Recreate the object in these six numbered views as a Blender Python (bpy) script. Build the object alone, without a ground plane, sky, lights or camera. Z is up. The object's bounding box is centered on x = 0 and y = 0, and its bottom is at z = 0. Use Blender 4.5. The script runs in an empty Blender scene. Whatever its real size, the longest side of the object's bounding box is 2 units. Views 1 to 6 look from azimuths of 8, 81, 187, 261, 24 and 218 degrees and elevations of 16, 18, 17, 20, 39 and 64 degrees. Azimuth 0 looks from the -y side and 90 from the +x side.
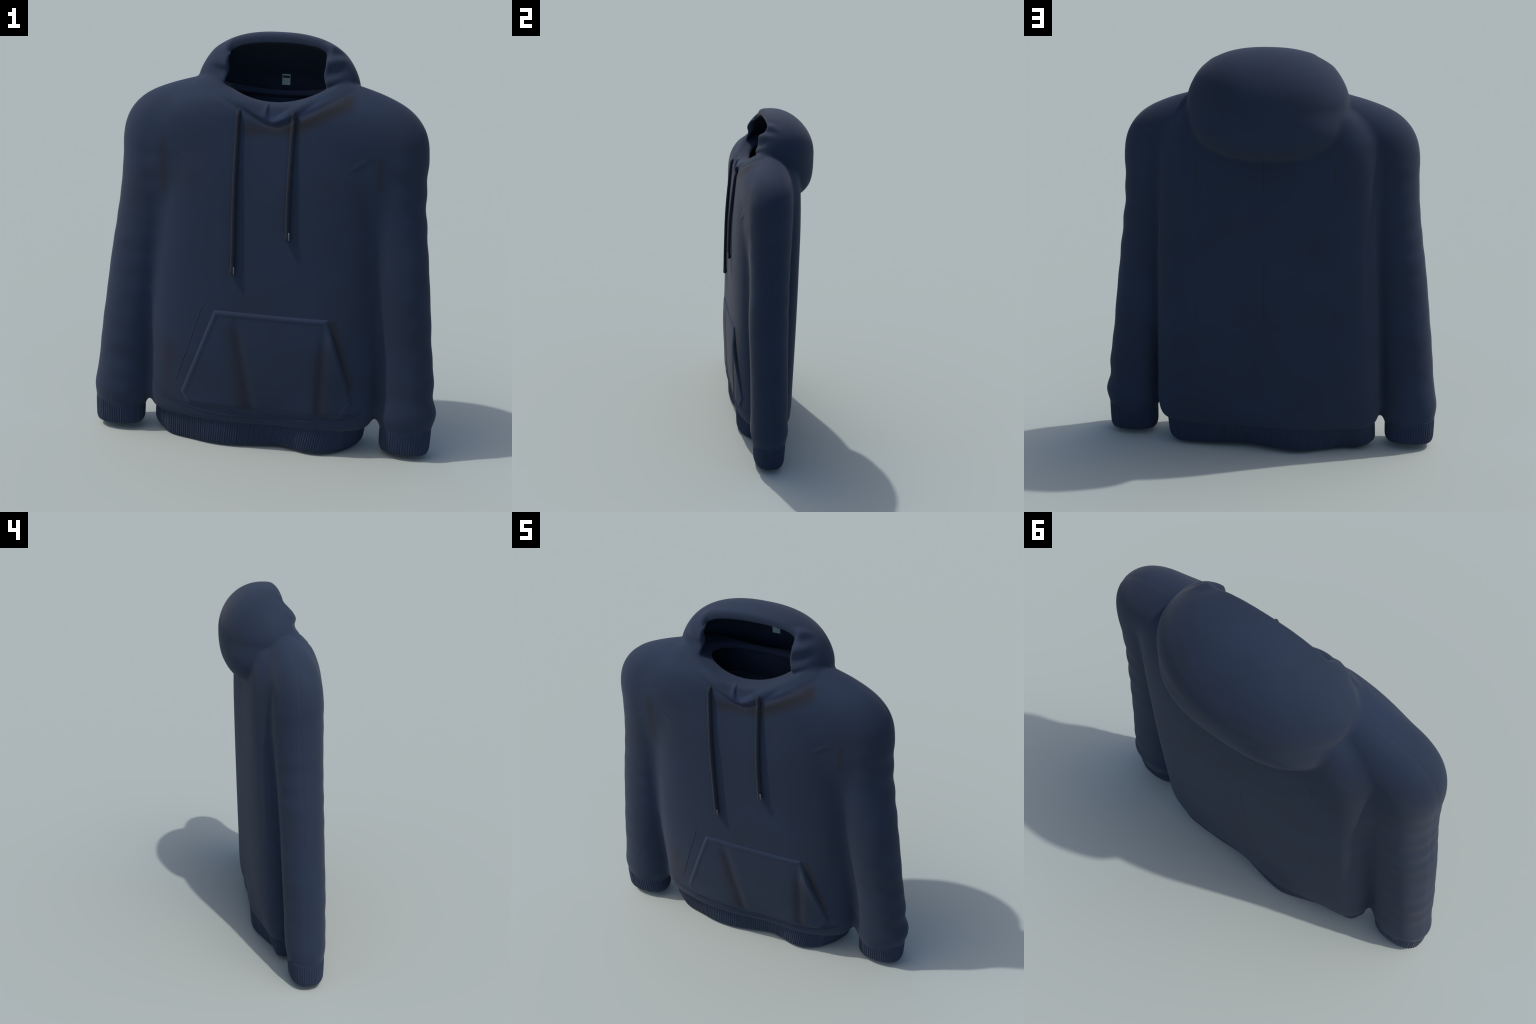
"""Navy pullover hoodie standing upright: torso, two sleeves with ribbed cuffs,
ribbed waistband, open hood, kangaroo pocket, two drawstrings, neck label.
The cloth body is one implicit surface (lofted torso, swept sleeves, domed hood,
smoothly joined, hollowed), meshed once and then separated into named parts."""
import bpy, math
import numpy as np

# ------------------------------------------------------------------ helpers
def spline(xs, ys):
    """smooth C1 interpolation through control points (Catmull-Rom tangents)"""
    xs = np.array(xs, float); ys = np.array(ys, float)
    m = np.gradient(ys, xs)
    def f(q):
        q = np.clip(q, xs[0], xs[-1])
        i = np.clip(np.searchsorted(xs, q) - 1, 0, len(xs) - 2)
        h = xs[i + 1] - xs[i]; t = (q - xs[i]) / h
        t2 = t * t; t3 = t2 * t
        return ((2*t3 - 3*t2 + 1) * ys[i] + (t3 - 2*t2 + t) * h * m[i]
                + (3*t2 - 2*t3) * ys[i + 1] + (t3 - t2) * h * m[i + 1])
    return f

def smin(a, b, k):
    h = np.clip(0.5 + 0.5 * (b - a) / k, 0, 1)
    return b * (1 - h) + a * h - k * h * (1 - h)

def smax(a, b, k):
    return -smin(-a, -b, k)

def sstep(a, b, x):
    t = np.clip((x - a) / (b - a), 0, 1)
    return t * t * (3 - 2 * t)

def superellipse(u, v, n, su, sv):
    """first-order distance to |u/su|^n + |v/sv|^n = 1"""
    a = np.abs(u) / su; b = np.abs(v) / sv
    r = (a**n + b**n + 1e-9) ** (1 / n)
    gu = (a / r) ** (n - 1) / su; gv = (b / r) ** (n - 1) / sv
    return (r - 1) / np.sqrt(gu * gu + gv * gv + 1e-9)

# ------------------------------------------------------------------ torso
TZ = [0.10, 0.135, 0.17, 0.22, 0.35, 0.50, 0.80, 1.10, 1.40, 1.52, 1.60, 1.66, 1.71, 1.76, 1.80]
T_half = spline(TZ, [.530, .545, .560, .568, .565, .560, .548, .535, .525, .515, .490, .450, .400, .320, .24])
T_front = spline(TZ, [-.199, -.209, -.217, -.222, -.231, -.237, -.238, -.240, -.234, -.226, -.218, -.208, -.185, -.125, -.08])
T_back = spline(TZ, [.116, .126, .131, .135, .139, .143, .150, .154, .153, .149, .146, .141, .136, .126, .11])
T_mid = spline([0.1, 0.5, 1.8], [-.045, -.045, -.035])
hem_wave = spline([-.60, -.50, -.40, -.30, -.18, -.05, .08, .18, .28, .40, .60],
                  [.000, -.012, -.022, -.010, .012, .010, -.002, -.004, .000, .002, .0])
hem_wave_front = spline([-.60, -.40, -.22, -.12, .0, .09, .16, .26, .36, .60],
                        [0, .004, -.006, -.006, .008, .020, .012, -.004, -.002, 0])

def torso_f(x, y, z):
    A = T_half(z); c = T_mid(z)
    w = 1 - sstep(.08, .40, z)
    yf = T_front(z) + hem_wave_front(x) * w * 0.7
    yb = T_back(z) + hem_wave(x) * w
    B = np.where(y < c, c - yf, yb - c)
    d = superellipse(x + .006 - .008 * sstep(-.02, .08, y) * (1 - sstep(.9, 1.4, z)), y - c, np.where(y < c, 2.9 + .8 * sstep(.3, .8, z), 4.0), A, B)
    # shallow vertical drape on chest and back
    d = d + .0022 * np.sin(9.0 * x + 1.3 * np.sin(2.1 * z + .5)) * np.cos(2.3 * z + .4) * (1 - sstep(.35, .5, np.abs(x)))
    # collar: seam running from the throat up to the shoulders, crumpled cloth above it
    ax = np.abs(x - .01)
    seam = 1.606 + .18 * (ax / .36) ** 1.25
    fr = (1 - sstep(-.10, -.04, y)) * (1 - sstep(.34, .40, ax))
    d = d + .007 * fr * np.exp(-((z - seam) / .013) ** 2)
    d = d - .008 * fr * sstep(.0, .02, z - seam) * np.maximum(np.sin(44 * x - 55 * (z - 1.6) * np.tanh((x + .02) / .02) + 1.5), -.2) * (1 - sstep(.14, .24, ax))
    d = smax(d, .128 - z, .03)
    return smax(d, z - 1.775, .05)

# ------------------------------------------------------------------ sleeves
# spine (x, z), half width across (a), centre y, half depth (b)
SLEEVE_R = [(.20, 1.65, .185, -.040, .120), (.33, 1.625, .170, -.050, .125), (.43, 1.602, .164, -.062, .132),
            (.532, 1.547, .164, -.072, .128), (.553, 1.40, .158, -.070, .123), (.572, 1.25, 0.146, -.069, .117),
            (.596, 1.10, 0.142, -.070, .113), (.627, .90, 0.139, -.074, .115), (.655, .70, 0.137, -.070, .111),
            (.685, .50, 0.131, -.065, .109), (.698, .40, .137, -.064, .109), (.705, .315, .130, -.063, .107),
            (.716, .20, .148, -.062, .110), (.720, .150, .126, -.060, .096), (.720, .10, .119, -.060, .090)]
SLEEVE_L = [(-.20, 1.65, .185, -.040, .120), (-.33, 1.625, .170, -.047, .124), (-.43, 1.602, .164, -.056, .128),
            (-.535, 1.549, .165, -.062, .127), (-.557, 1.40, .160, -.061, .128), (-.577, 1.25, .150, -.063, .122),
            (-.601, 1.10, .145, -.065, .117), (-.634, .90, .142, -.067, .113), (-.662, .70, .138, -.068, .111),
            (-.688, .50, .136, -.070, .110), (-.699, .38, .136, -.070, .107), (-.709, .27, .141, -.070, .106),
            (-.718, .195, .147, -.070, .104), (-.725, .150, .128, -.070, .095), (-.726, .10, .121, -.070, .089)]

def dense_spine(rows, n=56):
    R = np.array(rows, float)
    s = np.r_[0, np.cumsum(np.hypot(np.diff(R[:, 0]), np.diff(R[:, 1])))]
    q = np.linspace(0, s[-1], n)
    return np.stack([spline(s, R[:, i])(q) for i in range(5)], 1)

SP = {1: dense_spine(SLEEVE_R), -1: dense_spine(SLEEVE_L)}

def sleeve_f(x, y, z, side):
    S = SP[side]
    best = np.full(x.shape, 1e9)
    for p in S:
        best = np.minimum(best, (x - p[0]) ** 2 + (z - p[1]) ** 2)
    W = np.zeros(x.shape); P = np.zeros(x.shape + (5,))
    for p in S:                                   # soft nearest point on the spine
        w = np.exp((best - (x - p[0]) ** 2 - (z - p[1]) ** 2) * (.5 / .032 ** 2))
        W += w
        for k in range(5): P[..., k] += w * p[k]
    P /= W[..., None]
    a, cy, b = P[..., 2], P[..., 3], P[..., 4]
    u = np.hypot(x - P[..., 0], z - P[..., 1])
    d = superellipse(u, y - cy, 2.1, a, b)
    # ripples of the slack sleeve, strongest on its outer and rear side
    out = sstep(-.03, .10, (x * side - P[..., 0] * side))
    rear = sstep(-.04, .08, y - cy)
    low = 1 - sstep(1.40, 1.62, z)
    if side < 0:
        wave = np.sin(2 * np.pi * z / .128 + .8 + 1.1 * np.sin(5 * z) + 7 * y) * .0016
        d = d + wave * low * np.maximum(out * (.45 + .55 * rear), np.maximum(.22 * rear, .7 * sstep(.04, .10, cy - y))) * (.65 + .35 * np.sin(9 * z + 20 * x))
    else:
        wave = np.sin(2 * np.pi * z / .150 + .3 + .9 * np.sin(4 * z) - 3 * y) * .0024
        d = d + wave * low * out * (.6 + .4 * np.sin(7 * z + 15 * y))
    # pressed seam line along the outer arm
    d = d + .0014 * np.exp(-((y - cy - .018) / .008) ** 2) * out
    return smax(d, .118 - z, .01)

# ------------------------------------------------------------------ hood
def hood_f(x, y, z):
    zc = 1.745
    rz = np.where(z > zc, .258, .267); rx = .367 + .011 * sstep(1.88, 1.76, z)
    yc = .015
    ry = np.where(y > yc, .246, .147)
    X = np.abs(x + .002) / rx; Z = np.abs(z - zc) / rz; Y = np.abs(y - yc) / ry
    e = np.where(z > zc, 2.4, 2.7)
    m = (X**e + Z**e + 1e-9) ** (1 / e)
    n = np.where(y > yc, 2.0 + .5 * sstep(zc, zc - .16, z), 3.0)
    r = (m**n + Y**n + 1e-9) ** (1 / n)
    gx = (m / r) ** (n - 1) * (X / m) ** (e - 1) / rx
    gz = (m / r) ** (n - 1) * (Z / m) ** (e - 1) / rz
    gy = (Y / r) ** (n - 1) / ry
    d = (r - 1) / np.sqrt(gx * gx + gy * gy + gz * gz + 1e-6)
    # gathered folds on the cheeks in front
    cheek = sstep(.16, .24, np.abs(x)) * (1 - sstep(-.05, .02, y)) * sstep(1.74, 1.80, z) * (1 - sstep(.27, .33, np.abs(x)))
    d = d + .006 * cheek * np.sin(np.where(x > 0, 62 * (z + .7 * y - .5 * x), 74 * (z - .5 * y) + 1.0))
    return d

THICK = .020

def opening_f(x, y, z):
    """slanted face opening of the hood (negative inside)"""
    half = .222 + .010 * sstep(1.84, 1.74, z) - .006 * np.exp(-((z - 1.83) / .03) ** 2)
    box = smax(np.abs(x + .004) - half, z - (1.957 + .03 * x - .5 * x * x), .06)       # boxy frame seen from the front
    brow = smax(smax(y + .052, 1.90 - z, .03), np.abs(x) - .235, .03)         # roof edge cut straight across
    return np.minimum(smax(box, y - .005, .012), brow)

def neck_f(x, y, z):
    d = superellipse(x + .004, y + .012, 2.4, np.maximum(.203 - .25 * (1.70 - z), .15), .108)
    return smax(smax(d, 1.50 - z, .02), z - 1.78, .02)

def body_parts(x, y, z):
    t = torso_f(x, y, z)
    s = np.empty(x.shape); m = x > 0
    s[m] = sleeve_f(x[m], y[m], z[m], 1); s[~m] = sleeve_f(x[~m], y[~m], z[~m], -1)
    cloth = smin(t, s, .032 + .018 * (1 - sstep(-.06, .03, y)) + .04 * sstep(1.15, 1.5, z) * (1 - .8 * sstep(-.06, .03, y)))
    return t, s, cloth, hood_f(x, y, z)

def body_f(x, y, z):
    t, s, cloth, h = body_parts(x, y, z)
    neck = neck_f(x, y, z)
    # hollow body, open at neck, hem and cuffs
    # neckline: low and round in front, higher at the shoulders and nape
    rear = sstep(-.06, .09, y)
    line = 1.703 + (1.2 - .8 * rear) * (x + .005) ** 2 + .028 * rear + .05 * np.minimum(y + .128, 0)
    solid = smax(cloth, z - line, .022)
    inner = smax(cloth + THICK, z - line + .030, .010)
    shell_c = smax(solid, -inner, .006)
    floor_open = smax(cloth + THICK * .9, z - .20, .01)       # open the hem and the cuff ends
    shell_c = smax(shell_c, -floor_open, .008)
    shell_c = smax(shell_c, -neck, .020)
    # hood shell with its face opening; the folded rim is thicker
    th = THICK + .022 * sstep(1.77, 1.86, z)
    shell_h = smax(h, -(h + th), .008)
    shell_h = smax(shell_h, -opening_f(x, y, z), .018)
    shell_h = smax(shell_h, -smax(cloth + THICK * .5, z - line, .01), .012)
    shell_h = smax(shell_h, -smax(neck, z - line, .01), .012)
    return smin(shell_c, shell_h, .014)

# ------------------------------------------------------------------ surface nets
def surface_net(f, lo, hi, h):
    lo = np.array(lo); n = np.ceil((np.array(hi) - lo) / h).astype(int) + 1
    bs = 8; nb = -(-n // bs); n = nb * bs
    ax = [lo[i] + h * np.arange(n[i]) for i in range(3)]
    F = np.empty(n, np.float32)
    BC = np.stack(np.meshgrid(*[lo[i] + h * (bs * np.arange(nb[i]) + (bs - 1) / 2) for i in range(3)], indexing='ij'), -1)
    fc = f(*BC.reshape(-1, 3).T).reshape(tuple(nb))
    Fb = F.reshape(nb[0], bs, nb[1], bs, nb[2], bs)
    Fb[...] = fc[:, None, :, None, :, None]
    near = np.argwhere(np.abs(fc) < 1.5 * .866 * bs * h)      # only blocks the surface can reach
    o = (np.stack(np.meshgrid(*[np.arange(bs)] * 3, indexing='ij'), -1) * h)
    for c0 in range(0, len(near), 400):
        blk = near[c0:c0 + 400]
        Pts = lo + h * bs * blk[:, None, None, None, :] + o
        vals = f(*Pts.reshape(-1, 3).T).reshape(len(blk), bs, bs, bs)
        Fb[blk[:, 0], :, blk[:, 1], :, blk[:, 2], :] = vals
    sg = F < 0
    c = [sg[i:n[0]-1+i, j:n[1]-1+j, k:n[2]-1+k] for i in (0, 1) for j in (0, 1) for k in (0, 1)]
    cnt = sum(a.astype(np.int8) for a in c)
    act = (cnt > 0) & (cnt < 8)
    idx = -np.ones(act.shape, np.int64); cells = np.argwhere(act); idx[act] = np.arange(len(cells))
    acc = np.zeros((len(cells), 3)); num = np.zeros(len(cells))
    corners = [(i, j, k) for i in (0, 1) for j in (0, 1) for k in (0, 1)]
    val = {q: F[cells[:, 0]+q[0], cells[:, 1]+q[1], cells[:, 2]+q[2]] for q in corners}
    for q in corners:
        for a in range(3):
            if q[a] == 0:
                p = list(q); p[a] = 1; p = tuple(p)
                m = (val[q] < 0) != (val[p] < 0)
                t = val[q] / np.where(m, val[q] - val[p], 1)
                pos = np.array(q, float)[None].repeat(len(cells), 0); pos[:, a] += t
                acc[m] += pos[m]; num[m] += 1
    V = lo + h * (cells + acc / num[:, None])
    quads = []
    for a in range(3):
        b, c2 = (a + 1) % 3, (a + 2) % 3
        s0 = [slice(None)] * 3; s1 = [slice(None)] * 3
        s0[a] = slice(0, n[a] - 1); s1[a] = slice(1, n[a])
        ch = sg[tuple(s0)] != sg[tuple(s1)]
        E = np.argwhere(ch)
        E = E[(E[:, b] > 0) & (E[:, c2] > 0) & (E[:, b] < n[b] - 1) & (E[:, c2] < n[c2] - 1)]
        flip = sg[tuple(s0)][tuple(E.T)]
        def cell(db, dc):
            q = E.copy(); q[:, b] += db; q[:, c2] += dc
            return idx[q[:, 0], q[:, 1], q[:, 2]]
        Q = np.stack([cell(-1, -1), cell(0, -1), cell(0, 0), cell(-1, 0)], 1)
        Q[~flip] = Q[~flip][:, ::-1]
        quads.append(Q)
    return V, np.concatenate(quads)

def gradient(f, V, e=.002):
    g = np.empty_like(V)
    for a in range(3):
        d = np.zeros(3); d[a] = e
        g[:, a] = (f(*(V + d).T) - f(*(V - d).T)) / (2 * e)
    return g

def project(f, V, it=3, h=.01):
    for _ in range(it):
        g = gradient(f, V); g2 = np.maximum((g * g).sum(1), .05)
        s = np.clip(f(*V.T) / g2, -h, h)
        V = V - g * (s * .9)[:, None]
    return V

# ------------------------------------------------------------------ materials
def cloth_material(name, base, ribs=False, marks=False):
    m = bpy.data.materials.new(name); m.use_nodes = True
    nt = m.node_tree; N = nt.nodes; L = nt.links
    b = N['Principled BSDF']
    b.inputs['Roughness'].default_value = .86
    b.inputs['Specular IOR Level'].default_value = .18
    b.inputs['Sheen Weight'].default_value = .06
    b.inputs['Sheen Roughness'].default_value = .5
    tc = N.new('ShaderNodeTexCoord')
    def noise(scale, detail, rough=.5):
        n = N.new('ShaderNodeTexNoise'); n.inputs['Scale'].default_value = scale
        n.inputs['Detail'].default_value = detail; n.inputs['Roughness'].default_value = rough
        L.new(tc.outputs['Object'], n.inputs['Vector']); return n
    n1 = noise(3.5, 2)
    ramp = N.new('ShaderNodeValToRGB')
    c = np.array(base)
    ramp.color_ramp.elements[0].position = .3; ramp.color_ramp.elements[1].position = .7
    ramp.color_ramp.elements[0].color = (*(c * (.97, .93, .90)), 1)
    ramp.color_ramp.elements[1].color = (*(c * (1.02, 1.05, 1.10)), 1)
    L.new(n1.outputs['Fac'], ramp.inputs['Fac'])
    col = ramp.outputs['Color']
    if marks:
        sep = N.new('ShaderNodeSeparateXYZ'); L.new(tc.outputs['Object'], sep.inputs[0])
        def math_node(op, a, b2=None, c3=None):
            n = N.new('ShaderNodeMath'); n.operation = op
            for i, v in enumerate((a, b2, c3)):
                if v is None: continue
                if isinstance(v, (int, float)): n.inputs[i].default_value = v
                else: L.new(v, n.inputs[i])
            return n.outputs[0]
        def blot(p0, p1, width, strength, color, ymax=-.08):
            """soft streak of colour painted along the segment p0-p1 (x, z)"""
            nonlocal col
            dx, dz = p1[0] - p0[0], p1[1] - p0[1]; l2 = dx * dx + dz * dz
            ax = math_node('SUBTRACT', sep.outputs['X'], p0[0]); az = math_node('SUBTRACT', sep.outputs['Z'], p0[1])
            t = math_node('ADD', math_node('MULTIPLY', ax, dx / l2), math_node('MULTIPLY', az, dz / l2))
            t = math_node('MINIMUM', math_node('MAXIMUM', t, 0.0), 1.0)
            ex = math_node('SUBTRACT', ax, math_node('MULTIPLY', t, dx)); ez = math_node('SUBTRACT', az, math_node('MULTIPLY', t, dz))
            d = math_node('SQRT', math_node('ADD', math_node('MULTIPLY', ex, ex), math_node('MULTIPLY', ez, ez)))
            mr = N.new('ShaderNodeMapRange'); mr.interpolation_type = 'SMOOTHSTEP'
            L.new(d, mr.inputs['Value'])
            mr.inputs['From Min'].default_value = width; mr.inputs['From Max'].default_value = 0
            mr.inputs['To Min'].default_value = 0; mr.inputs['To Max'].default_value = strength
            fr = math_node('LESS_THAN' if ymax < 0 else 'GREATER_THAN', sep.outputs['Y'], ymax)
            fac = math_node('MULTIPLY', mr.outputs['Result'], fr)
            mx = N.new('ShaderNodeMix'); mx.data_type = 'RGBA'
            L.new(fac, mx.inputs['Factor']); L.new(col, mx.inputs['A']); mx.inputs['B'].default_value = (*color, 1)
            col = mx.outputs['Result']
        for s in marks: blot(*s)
    L.new(col, b.inputs['Base Color'])
    fine = noise(420, 3, .6); bump = N.new('ShaderNodeBump')
    bump.inputs['Strength'].default_value = .12; bump.inputs['Distance'].default_value = .002
    L.new(fine.outputs['Fac'], bump.inputs['Height']); L.new(bump.outputs['Normal'], b.inputs['Normal'])
    return m

def plain_material(name, base, rough=.6, metallic=0.):
    m = bpy.data.materials.new(name); m.use_nodes = True
    N = m.node_tree.nodes; L = m.node_tree.links; b = N['Principled BSDF']
    tc = N.new('ShaderNodeTexCoord'); n = N.new('ShaderNodeTexNoise'); n.inputs['Scale'].default_value = 60
    L.new(tc.outputs['Object'], n.inputs['Vector'])
    r = N.new('ShaderNodeValToRGB'); c = np.array(base)
    r.color_ramp.elements[0].color = (*(c * .9), 1); r.color_ramp.elements[1].color = (*np.minimum(c * 1.1, 1), 1)
    L.new(n.outputs['Fac'], r.inputs['Fac']); L.new(r.outputs['Color'], b.inputs['Base Color'])
    b.inputs['Roughness'].default_value = rough; b.inputs['Metallic'].default_value = metallic
    b.inputs['Specular IOR Level'].default_value = .25
    return m

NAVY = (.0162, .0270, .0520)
SHADOW_TINT = (.0160, .0155, .0190)
DARK = (.0115, .0160, .0260)
HIGHLIGHT_TINT = (.0190, .0310, .0720)
FRONT_MARKS = [((.10, 1.60), (.33, 1.72), .060, .85, SHADOW_TINT), ((-.10, 1.585), (.10, 1.60), .05, .7, SHADOW_TINT),  # shadow below the collar, painted into the cloth colour
               ((.335, .70), (.43, .38), .035, .75, SHADOW_TINT),  # dark gap at the pocket's right edge, shade tinted in
               ((-.03, 1.635), (.05, 1.64), .045, .8, HIGHLIGHT_TINT), ((.13, 1.665), (.19, 1.70), .035, .7, HIGHLIGHT_TINT),  # bluish highlights coloured onto the collar front
               ((-.50, 1.50), (-.49, 1.28), .035, .5, SHADOW_TINT), ((.50, 1.48), (.50, 1.36), .025, .5, SHADOW_TINT),
               ((-.45, .50), (-.47, .24), .07, .45, SHADOW_TINT),  # fabric darkened for the shade left of the pocket
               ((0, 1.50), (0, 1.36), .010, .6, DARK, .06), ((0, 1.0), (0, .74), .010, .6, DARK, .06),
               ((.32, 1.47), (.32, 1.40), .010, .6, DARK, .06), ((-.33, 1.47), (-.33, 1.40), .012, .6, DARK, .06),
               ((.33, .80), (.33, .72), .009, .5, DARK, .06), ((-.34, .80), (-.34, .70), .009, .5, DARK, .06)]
PAINTED_FOLD_SHADE = [((-.13, .60), (-.06, .25), .075, .55, SHADOW_TINT), ((.29, .55), (.30, .24), .06, .55, SHADOW_TINT)]  # brown streaks draw the shading of the two hanging folds
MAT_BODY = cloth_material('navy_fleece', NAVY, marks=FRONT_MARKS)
MAT_POCKET = cloth_material('navy_fleece_pocket', NAVY, marks=PAINTED_FOLD_SHADE)
MAT_RIB = cloth_material('navy_rib_knit', tuple(np.array(NAVY) * (.92, .95, 1.0)))
MAT_CORD = cloth_material('dark_cord', (.0125, .0155, .0260))
MAT_TIP = plain_material('cord_tip_metal', (.10, .12, .13), .45, .3)
MAT_LABEL = plain_material('label_pale_grey_blue', (.42, .56, .58), .8)
MAT_PRINT = plain_material('label_dark_print', (.03, .045, .05), .8)
MAT_SEAM = cloth_material('navy_stitching', tuple(np.array(NAVY) * .8))

# ------------------------------------------------------------------ objects
col = bpy.context.scene.collection
root = bpy.data.objects.new('hoodie', None); col.objects.link(root)
root['label'] = 'dark navy pullover hoodie with drawstrings and front pocket'
root['category'] = 'hoodie'

def mesh_object(name, V, F, mat, parent=root, normals=None, smooth=True):
    me = bpy.data.meshes.new(name)
    me.from_pydata([tuple(v) for v in V], [], [tuple(int(i) for i in f) for f in F])
    me.update()
    me.materials.append(mat)
    me.polygons.foreach_set('use_smooth', [smooth] * len(me.polygons))
    if normals is not None:
        me.normals_split_custom_set_from_vertices([tuple(v) for v in normals])
    ob = bpy.data.objects.new(name, me); col.objects.link(ob); ob.parent = parent
    return ob

# ---- cloth body, one surface, then split by region
V, Q = surface_net(body_f, (-.91, -.31, .07), (.91, .31, 2.04), .0070)
V = project(body_f, V)
G = gradient(body_f, V, .0025); G /= np.maximum(np.linalg.norm(G, axis=1), 1e-6)[:, None]
C = V[Q].mean(1)
t, s, cl, h = body_parts(*C.T)
region = np.where(s < t, np.where(C[:, 0] > 0, 1, 2), 0)
hoodside = np.abs(np.where(h > -THICK * .5, h, h + THICK)) < np.abs(np.where(cl > -THICK * .5, cl, cl + THICK))
region = np.where(hoodside & (C[:, 2] > 1.42), 3, region)
objs = {}
for r, nm in ((0, 'torso'), (1, 'sleeve'), (2, 'sleeve'), (3, 'hood')):
    q = Q[region == r]; u, inv = np.unique(q, return_inverse=True)
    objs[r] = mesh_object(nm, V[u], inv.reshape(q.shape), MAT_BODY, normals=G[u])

# ---- ribbed bands
def closed_curve(P, n):
    P = np.array(P, float); m = len(P); out = []
    for i in range(m):
        p0, p1, p2, p3 = P[i - 1], P[i], P[(i + 1) % m], P[(i + 2) % m]
        for t in np.linspace(0, 1, 40, endpoint=False):
            out.append(.5 * (2*p1 + (p2-p0)*t + (2*p0-5*p1+4*p2-p3)*t*t + (3*p1-p0-3*p2+p3)*t**3))
    out = np.array(out); c = np.r_[out, out[:1]]
    s = np.r_[0, np.cumsum(np.linalg.norm(np.diff(c, axis=0), axis=1))]
    q = np.linspace(0, s[-1], n, endpoint=False)
    return np.stack([np.interp(q, s, c[:, k]) for k in range(2)], 1), s[-1]

def curve_normals(P):
    T = np.roll(P, -1, 0) - np.roll(P, 1, 0); T /= np.linalg.norm(T, axis=1)[:, None]
    return np.stack([T[:, 1], -T[:, 0]], 1)         # outward for counter-clockwise curves

def ribbed_band(name, bottom, top, zbot, ztop, pitch, depth, parent, per=8, bulge=.004, thick=.016):
    B, per_len = closed_curve(bottom, 64)
    ribs = int(round(per_len / pitch)); n = ribs * per
    B, _ = closed_curve(bottom, n); T, _ = closed_curve(top, n)
    NB = curve_normals(B); NT = curve_normals(T)
    ph = 2 * np.pi * np.arange(n) / per
    rng = np.random.default_rng(5)
    amp = np.repeat(.7 + .6 * rng.random(ribs), per)
    prof = (np.abs(np.cos(ph / 2)) ** .8 - .5) * depth * amp
    rows = []
    zs = np.linspace(0, 1, 20)
    zb = zbot(B) if callable(zbot) else np.full(n, zbot)
    zt = ztop(T) if callable(ztop) else np.full(n, ztop)
    def ring(w, off, ribbed, dz=0.):
        P = B * (1 - w) + T * w; N = NB * (1 - w) + NT * w
        o = off + (prof * ribbed)
        return np.c_[P + N * o[:, None], zb * (1 - w) + zt * w + dz]
    rows.append(ring(1, -thick, 0)); 
    for w in zs[::-1][::4]: rows.append(ring(w, -thick, 0))
    rows.append(ring(0, -thick * .8, 0, -.003)); rows.append(ring(0, -thick * .4, .3, -.005))
    for w in zs: rows.append(ring(w, bulge * math.sin(math.pi * w) if w > .12 else bulge * math.sin(math.pi * w) - .004 * (1 - w / .12), 1))
    rows.append(ring(1, -.008, 0, .004))
    V = np.concatenate(rows); m = len(rows); F = []
    j = np.arange(n); k = (j + 1) % n
    for i in range(m - 1):
        F.append(np.stack([i*n + j, i*n + k, (i+1)*n + k, (i+1)*n + j], 1))
    F.append(np.stack([(m-1)*n + j, (m-1)*n + k, k, j], 1))
    return mesh_object(name, V, np.concatenate(F), MAT_RIB, parent)

HEM = [(-0.552, -0.030), (-0.525, -0.085), (-0.440, -0.143), (-0.330, -0.173), (-0.235, -0.196), (-0.130, -0.200), (-0.020, -0.185), (0.090, -0.165), (0.160, -0.175), (0.240, -0.195), (0.315, -0.191), (0.385, -0.158), (0.435, -0.113), (0.485, -0.058), (0.512, -0.012), (0.500, 0.049), (0.460, 0.080), (0.410, 0.094), (0.260, 0.099), (0.090, 0.092), (0.000, 0.108), (-0.080, 0.124), (-0.180, 0.128), (-0.310, 0.082), (-0.400, 0.048), (-0.510, 0.043), (-0.545, 0.005)]
HEM_TOP = [(-0.545, -0.040), (-0.525, -0.100), (-0.440, -0.160), (-0.330, -0.188), (-0.235, -0.203), (-0.130, -0.206), (-0.020, -0.199), (0.090, -0.190), (0.160, -0.194), (0.240, -0.203), (0.315, -0.198), (0.385, -0.176), (0.440, -0.145), (0.495, -0.085), (0.527, -0.030), (0.505, 0.057), (0.460, 0.090), (0.410, 0.106), (0.260, 0.120), (0.090, 0.124), (0.000, 0.128), (-0.080, 0.134), (-0.180, 0.134), (-0.310, 0.110), (-0.400, 0.092), (-0.500, 0.072), (-0.540, 0.010)]
def hem_bottom(P):
    return .012 + .010 * sstep(-.05, .1, P[:, 1]) + .005 * np.sin(6 * P[:, 0] + 1) + .03 * sstep(.44, .56, np.abs(P[:, 0]))
ribbed_band('waistband', HEM, HEM_TOP, hem_bottom, lambda P: .165 + 0 * P[:, 0], .0115, .0032, root, bulge=.001)

def ellipse(cx, cy, a, b, n=16, e=2.4):
    t = np.linspace(0, 2 * np.pi, n, endpoint=False)
    return [(cx + a * np.sign(np.cos(q)) * abs(np.cos(q)) ** (2/e), cy + b * np.sign(np.sin(q)) * abs(np.sin(q)) ** (2/e)) for q in t]
for side, ob, cx, cy, zb in ((1, objs[1], .720, -.060, .026), (-1, objs[2], -.727, -.070, .032)):
    ribbed_band('cuff', ellipse(cx, cy, .122, .087), ellipse(cx, cy, .124, .093),
                zb + .004, .155, .0122, .0032, ob, bulge=.001)

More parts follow.
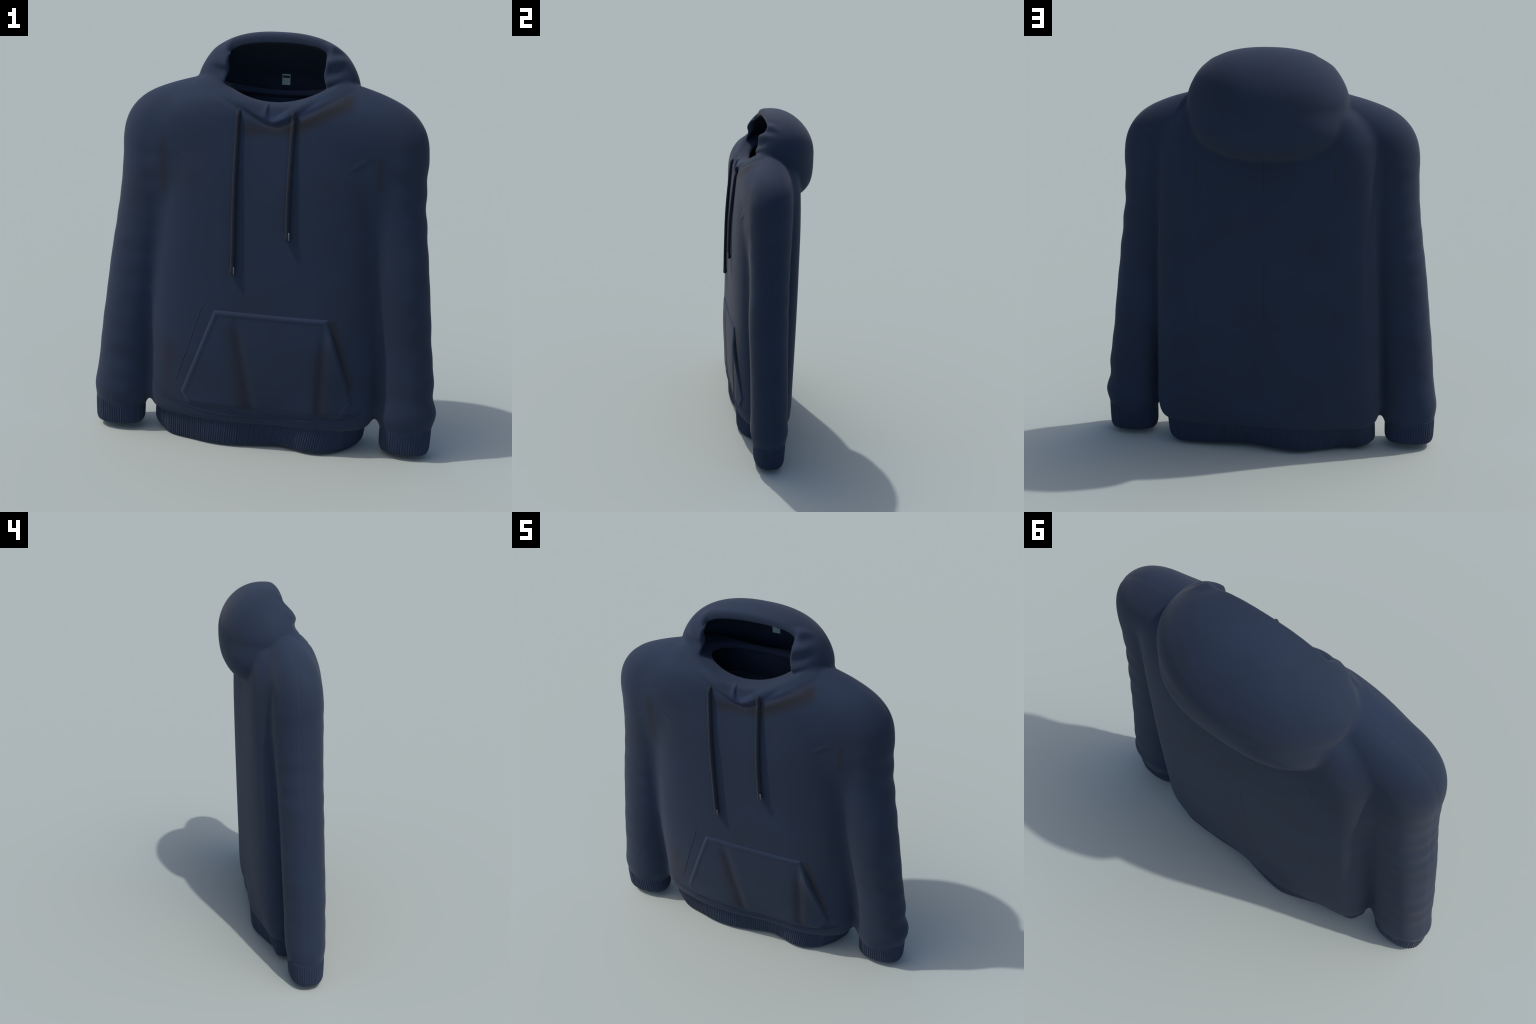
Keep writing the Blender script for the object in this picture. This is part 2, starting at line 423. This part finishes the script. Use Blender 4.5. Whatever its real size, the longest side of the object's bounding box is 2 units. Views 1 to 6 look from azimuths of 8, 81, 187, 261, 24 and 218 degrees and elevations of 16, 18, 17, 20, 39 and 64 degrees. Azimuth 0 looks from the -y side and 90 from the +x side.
# ---- pocket, laid on the chest surface
def front_y(x, z):
    """y of the outer front surface of the body at (x, z)"""
    x = np.asarray(x, float); z = np.asarray(z, float)
    lo = np.full(x.shape, -.32); hi = np.full(x.shape, -.06)
    for _ in range(26):
        mid = .5 * (lo + hi)
        _, _, c, _ = body_parts(x, mid, z)
        ins = c < 0
        hi = np.where(ins, mid, hi); lo = np.where(ins, lo, mid)
    return .5 * (lo + hi)

def left_edge(w):   # pocket edges as functions of height w (0 bottom, 1 top)
    return np.where(w < .12, -.345 - .04 * (w / .12), -.385 + .159 * ((w - .12) / .88))
def right_edge(w):
    return np.where(w < .16, .412 + .043 * (w / .16), .455 - .142 * ((w - .16) / .84))
nu, nw = 120, 110
u = np.linspace(0, 1, nu)[:, None]; w = np.linspace(0, 1, nw)[None, :]
PX = left_edge(w) * (1 - u) + right_edge(w) * u
PZ = .215 + (.722 - .215) * w + 0 * u
du = np.minimum(PX - left_edge(w), right_edge(w) - PX); dw = np.minimum(.51 * (1 - w) + 0 * u, 9)
edge = np.minimum(du, dw)
lift = .007 * sstep(0, .012, edge)
lift = lift + .0018 * sstep(.0, .010, edge) * (1 - sstep(.020, .032, edge))           # folded welt
lift = lift + .012 * sstep(.2, .75, w) * (1 - sstep(.75, 1.0, w)) * np.exp(-((right_edge(w) - PX) / .05) ** 2)   # gaping opening
lift = lift - .005 * np.exp(-((PX - (-.13 + .10 * (1 - w))) / .025) ** 2) * sstep(0, .2, 1 - w)    # hanging folds
lift = lift - .005 * np.exp(-((PX - (.300)) / .022) ** 2) * sstep(0, .2, 1 - w)
lift = lift * sstep(-.02, .05, w) 
PY = front_y(PX, PZ) - lift
front = np.stack([PX, PY, PZ], -1).reshape(-1, 3)
back = np.stack([PX, front_y(PX, PZ) + .004, PZ], -1).reshape(-1, 3)
def grid_faces(a, b, off=0, flip=False):
    i, j = np.meshgrid(np.arange(a - 1), np.arange(b - 1), indexing='ij'); i = i.ravel(); j = j.ravel()
    q = np.stack([i*b + j, (i+1)*b + j, (i+1)*b + j + 1, i*b + j + 1], 1) + off
    return q[:, ::-1] if flip else q
ring = np.r_[np.arange(nu) * nw, (nu - 1) * nw + np.arange(1, nw), np.arange(nu - 2, -1, -1) * nw + nw - 1, np.arange(nw - 2, 0, -1)]
M = nu * nw; r2 = np.roll(ring, -1)
F = np.concatenate([grid_faces(nu, nw), grid_faces(nu, nw, M, True), np.stack([ring, ring + M, r2 + M, r2], 1)])
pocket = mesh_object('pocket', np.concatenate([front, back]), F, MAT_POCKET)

# ---- tubes along paths
def tube(name, path, radii, mat, parent, n=14, flat=1.0, kind=None):
    P = np.array(path, float); m = len(P)
    T = np.gradient(P, axis=0); T /= np.linalg.norm(T, axis=1)[:, None]
    R = np.cross(T, np.array([0, -1., 0.])); R /= np.maximum(np.linalg.norm(R, axis=1), 1e-6)[:, None]
    U = np.cross(R, T)
    a = 2 * np.pi * np.arange(n) / n
    rad = np.broadcast_to(radii, (m,))
    V = (P[:, None] + rad[:, None, None] * (np.cos(a)[None, :, None] * R[:, None] + flat * np.sin(a)[None, :, None] * U[:, None])).reshape(-1, 3)
    j = np.arange(n); k = (j + 1) % n
    F = [tuple(q) for i in range(m - 1) for q in np.stack([i*n + j, i*n + k, (i+1)*n + k, (i+1)*n + j], 1)]
    F.append(tuple(range(n))[::-1]); F.append(tuple(range((m - 1) * n, m * n)))
    ob = mesh_object(name, V, F, mat, parent)
    return ob

def cap_radii(s, r, length):
    e = np.minimum(s, 1 - s) * length
    return r * np.sqrt(np.clip(1 - (1 - np.clip(e / r, 0, 1)) ** 2, .05, 1))

for x0, z0, x1, z1, yb in ((-.149, 1.672, -.149, .908, -.256), (.099, 1.680, .101, 1.092, -.256)):
    n = 90; s = np.linspace(0, 1, n)
    z = z0 + (z1 - z0) * s
    x = x0 + (x1 - x0) * s + .004 * np.sin(5 * s + x0 * 20) * s
    y = front_y(x, z) - .006 - .005 * sstep(.05, .6, s)
    y[:4] += np.array([.006, .004, .002, .0])
    rr = cap_radii(s, .0096, z0 - z1) * (1 + .18 * sstep(.94, .97, s))
    cord = tube('drawstring', np.c_[x, y, z], rr, MAT_CORD, root)
    k = 12; zz = np.linspace(z1 + .042, z1 + .004, k)
    xe = x[-1] + .0075
    tube('cord_tip', np.c_[np.full(k, xe), np.full(k, y[-1] - .0055), zz], cap_radii(np.linspace(0, 1, k), .0045, .04), MAT_TIP, cord, n=10)

# ---- stitched seam lines above the waistband
for dz, r in ((0, .0022), (.016, .0018)):
    xs = np.linspace(-.50, .50, 160)
    zs = .178 + dz + .055 * np.abs(xs / .5) ** 3
    tube('hem_seam', np.c_[xs, front_y(xs, zs) + .0002, zs], r, MAT_SEAM, objs[0], n=8)

q = np.linspace(0, 1, 60)
gx = -.285 - .125 * q; gz = .735 - .40 * q
tube('pocket_seam', np.c_[gx, front_y(gx, gz) + .0008, gz], .0022, MAT_BODY, objs[0], n=8)

# ---- label inside the hood
def hood_inner_y(x, z):
    lo, hi = 0.05, .3
    for _ in range(30):
        mid = .5 * (lo + hi)
        if hood_f(np.array([x]), np.array([mid]), np.array([z]))[0] + THICK < 0: lo = mid
        else: hi = mid
    return lo
lx, lz0, lz1, lw = .003, 1.742, 1.800, .0200
def patch(name, x0, x1, z0, z1, off, mat, parent):
    nx, nz = 8, 10
    X, Z = np.meshgrid(np.linspace(x0, x1, nx), np.linspace(z0, z1, nz), indexing='ij')
    Y = np.array([[hood_inner_y(a, b) for a, b in zip(r1, r2)] for r1, r2 in zip(X, Z)])
    Fv = np.stack([X, Y - off, Z], -1).reshape(-1, 3); Bv = np.stack([X, Y - off + .0016, Z], -1).reshape(-1, 3)
    M = nx * nz
    ring = np.r_[np.arange(nx) * nz, (nx - 1) * nz + np.arange(1, nz), np.arange(nx - 2, -1, -1) * nz + nz - 1, np.arange(nz - 2, 0, -1)]
    r2 = np.roll(ring, -1)
    F = np.concatenate([grid_faces(nx, nz), grid_faces(nx, nz, M, True), np.stack([ring, ring + M, r2 + M, r2], 1)])
    return mesh_object(name, np.concatenate([Fv, Bv]), F, mat, parent, smooth=False)
label = patch('neck_label', lx - lw, lx + lw, lz0, lz1, .004, MAT_LABEL, objs[3])
patch('label_print', lx - lw * .9, lx + lw * .9, 1.776, 1.787, .0052, MAT_PRINT, label)

# ---- lining that closes the neck a little below the collar
def dish(name, cx, cy, rx, ry, z0, rise, slope, mat, parent, thick=.008):
    nr, na = 14, 64
    r = np.linspace(0, 1, nr)[1:, None]; a = np.linspace(0, 2 * np.pi, na, endpoint=False)[None]
    X = cx + rx * r * np.cos(a); Y = cy + ry * r * np.sin(a)
    Z = z0 + rise * r ** 3 + slope * (Y - cy) + .006 * np.sin(23 * X + 11 * Y) * r * (1 - r)
    top = np.r_[[[cx, cy, z0]], np.stack([X, Y, Z], -1).reshape(-1, 3)]
    bot = top - np.array([0, 0, thick]); M = len(top); F = []
    j = np.arange(na); k = (j + 1) % na
    for o, fl in ((0, False), (M, True)):
        fan = np.stack([np.full(na, o), o + 1 + j, o + 1 + k], 1)
        F += [tuple(q[::-1] if fl else q) for q in fan]
        for i in range(nr - 2):
            q = np.stack([o+1+i*na+j, o+1+(i+1)*na+j, o+1+(i+1)*na+k, o+1+i*na+k], 1)
            F += [tuple(w[::-1] if fl else w) for w in q]
    e = 1 + (nr - 2) * na
    F += [tuple(q) for q in np.stack([e + j, M + e + j, M + e + k, e + k], 1)]
    return mesh_object(name, np.concatenate([top, bot]), F, mat, parent)
dish('neck_lining', -.004, -.010, .29, .150, 1.535, .02, .0, MAT_BODY, root)
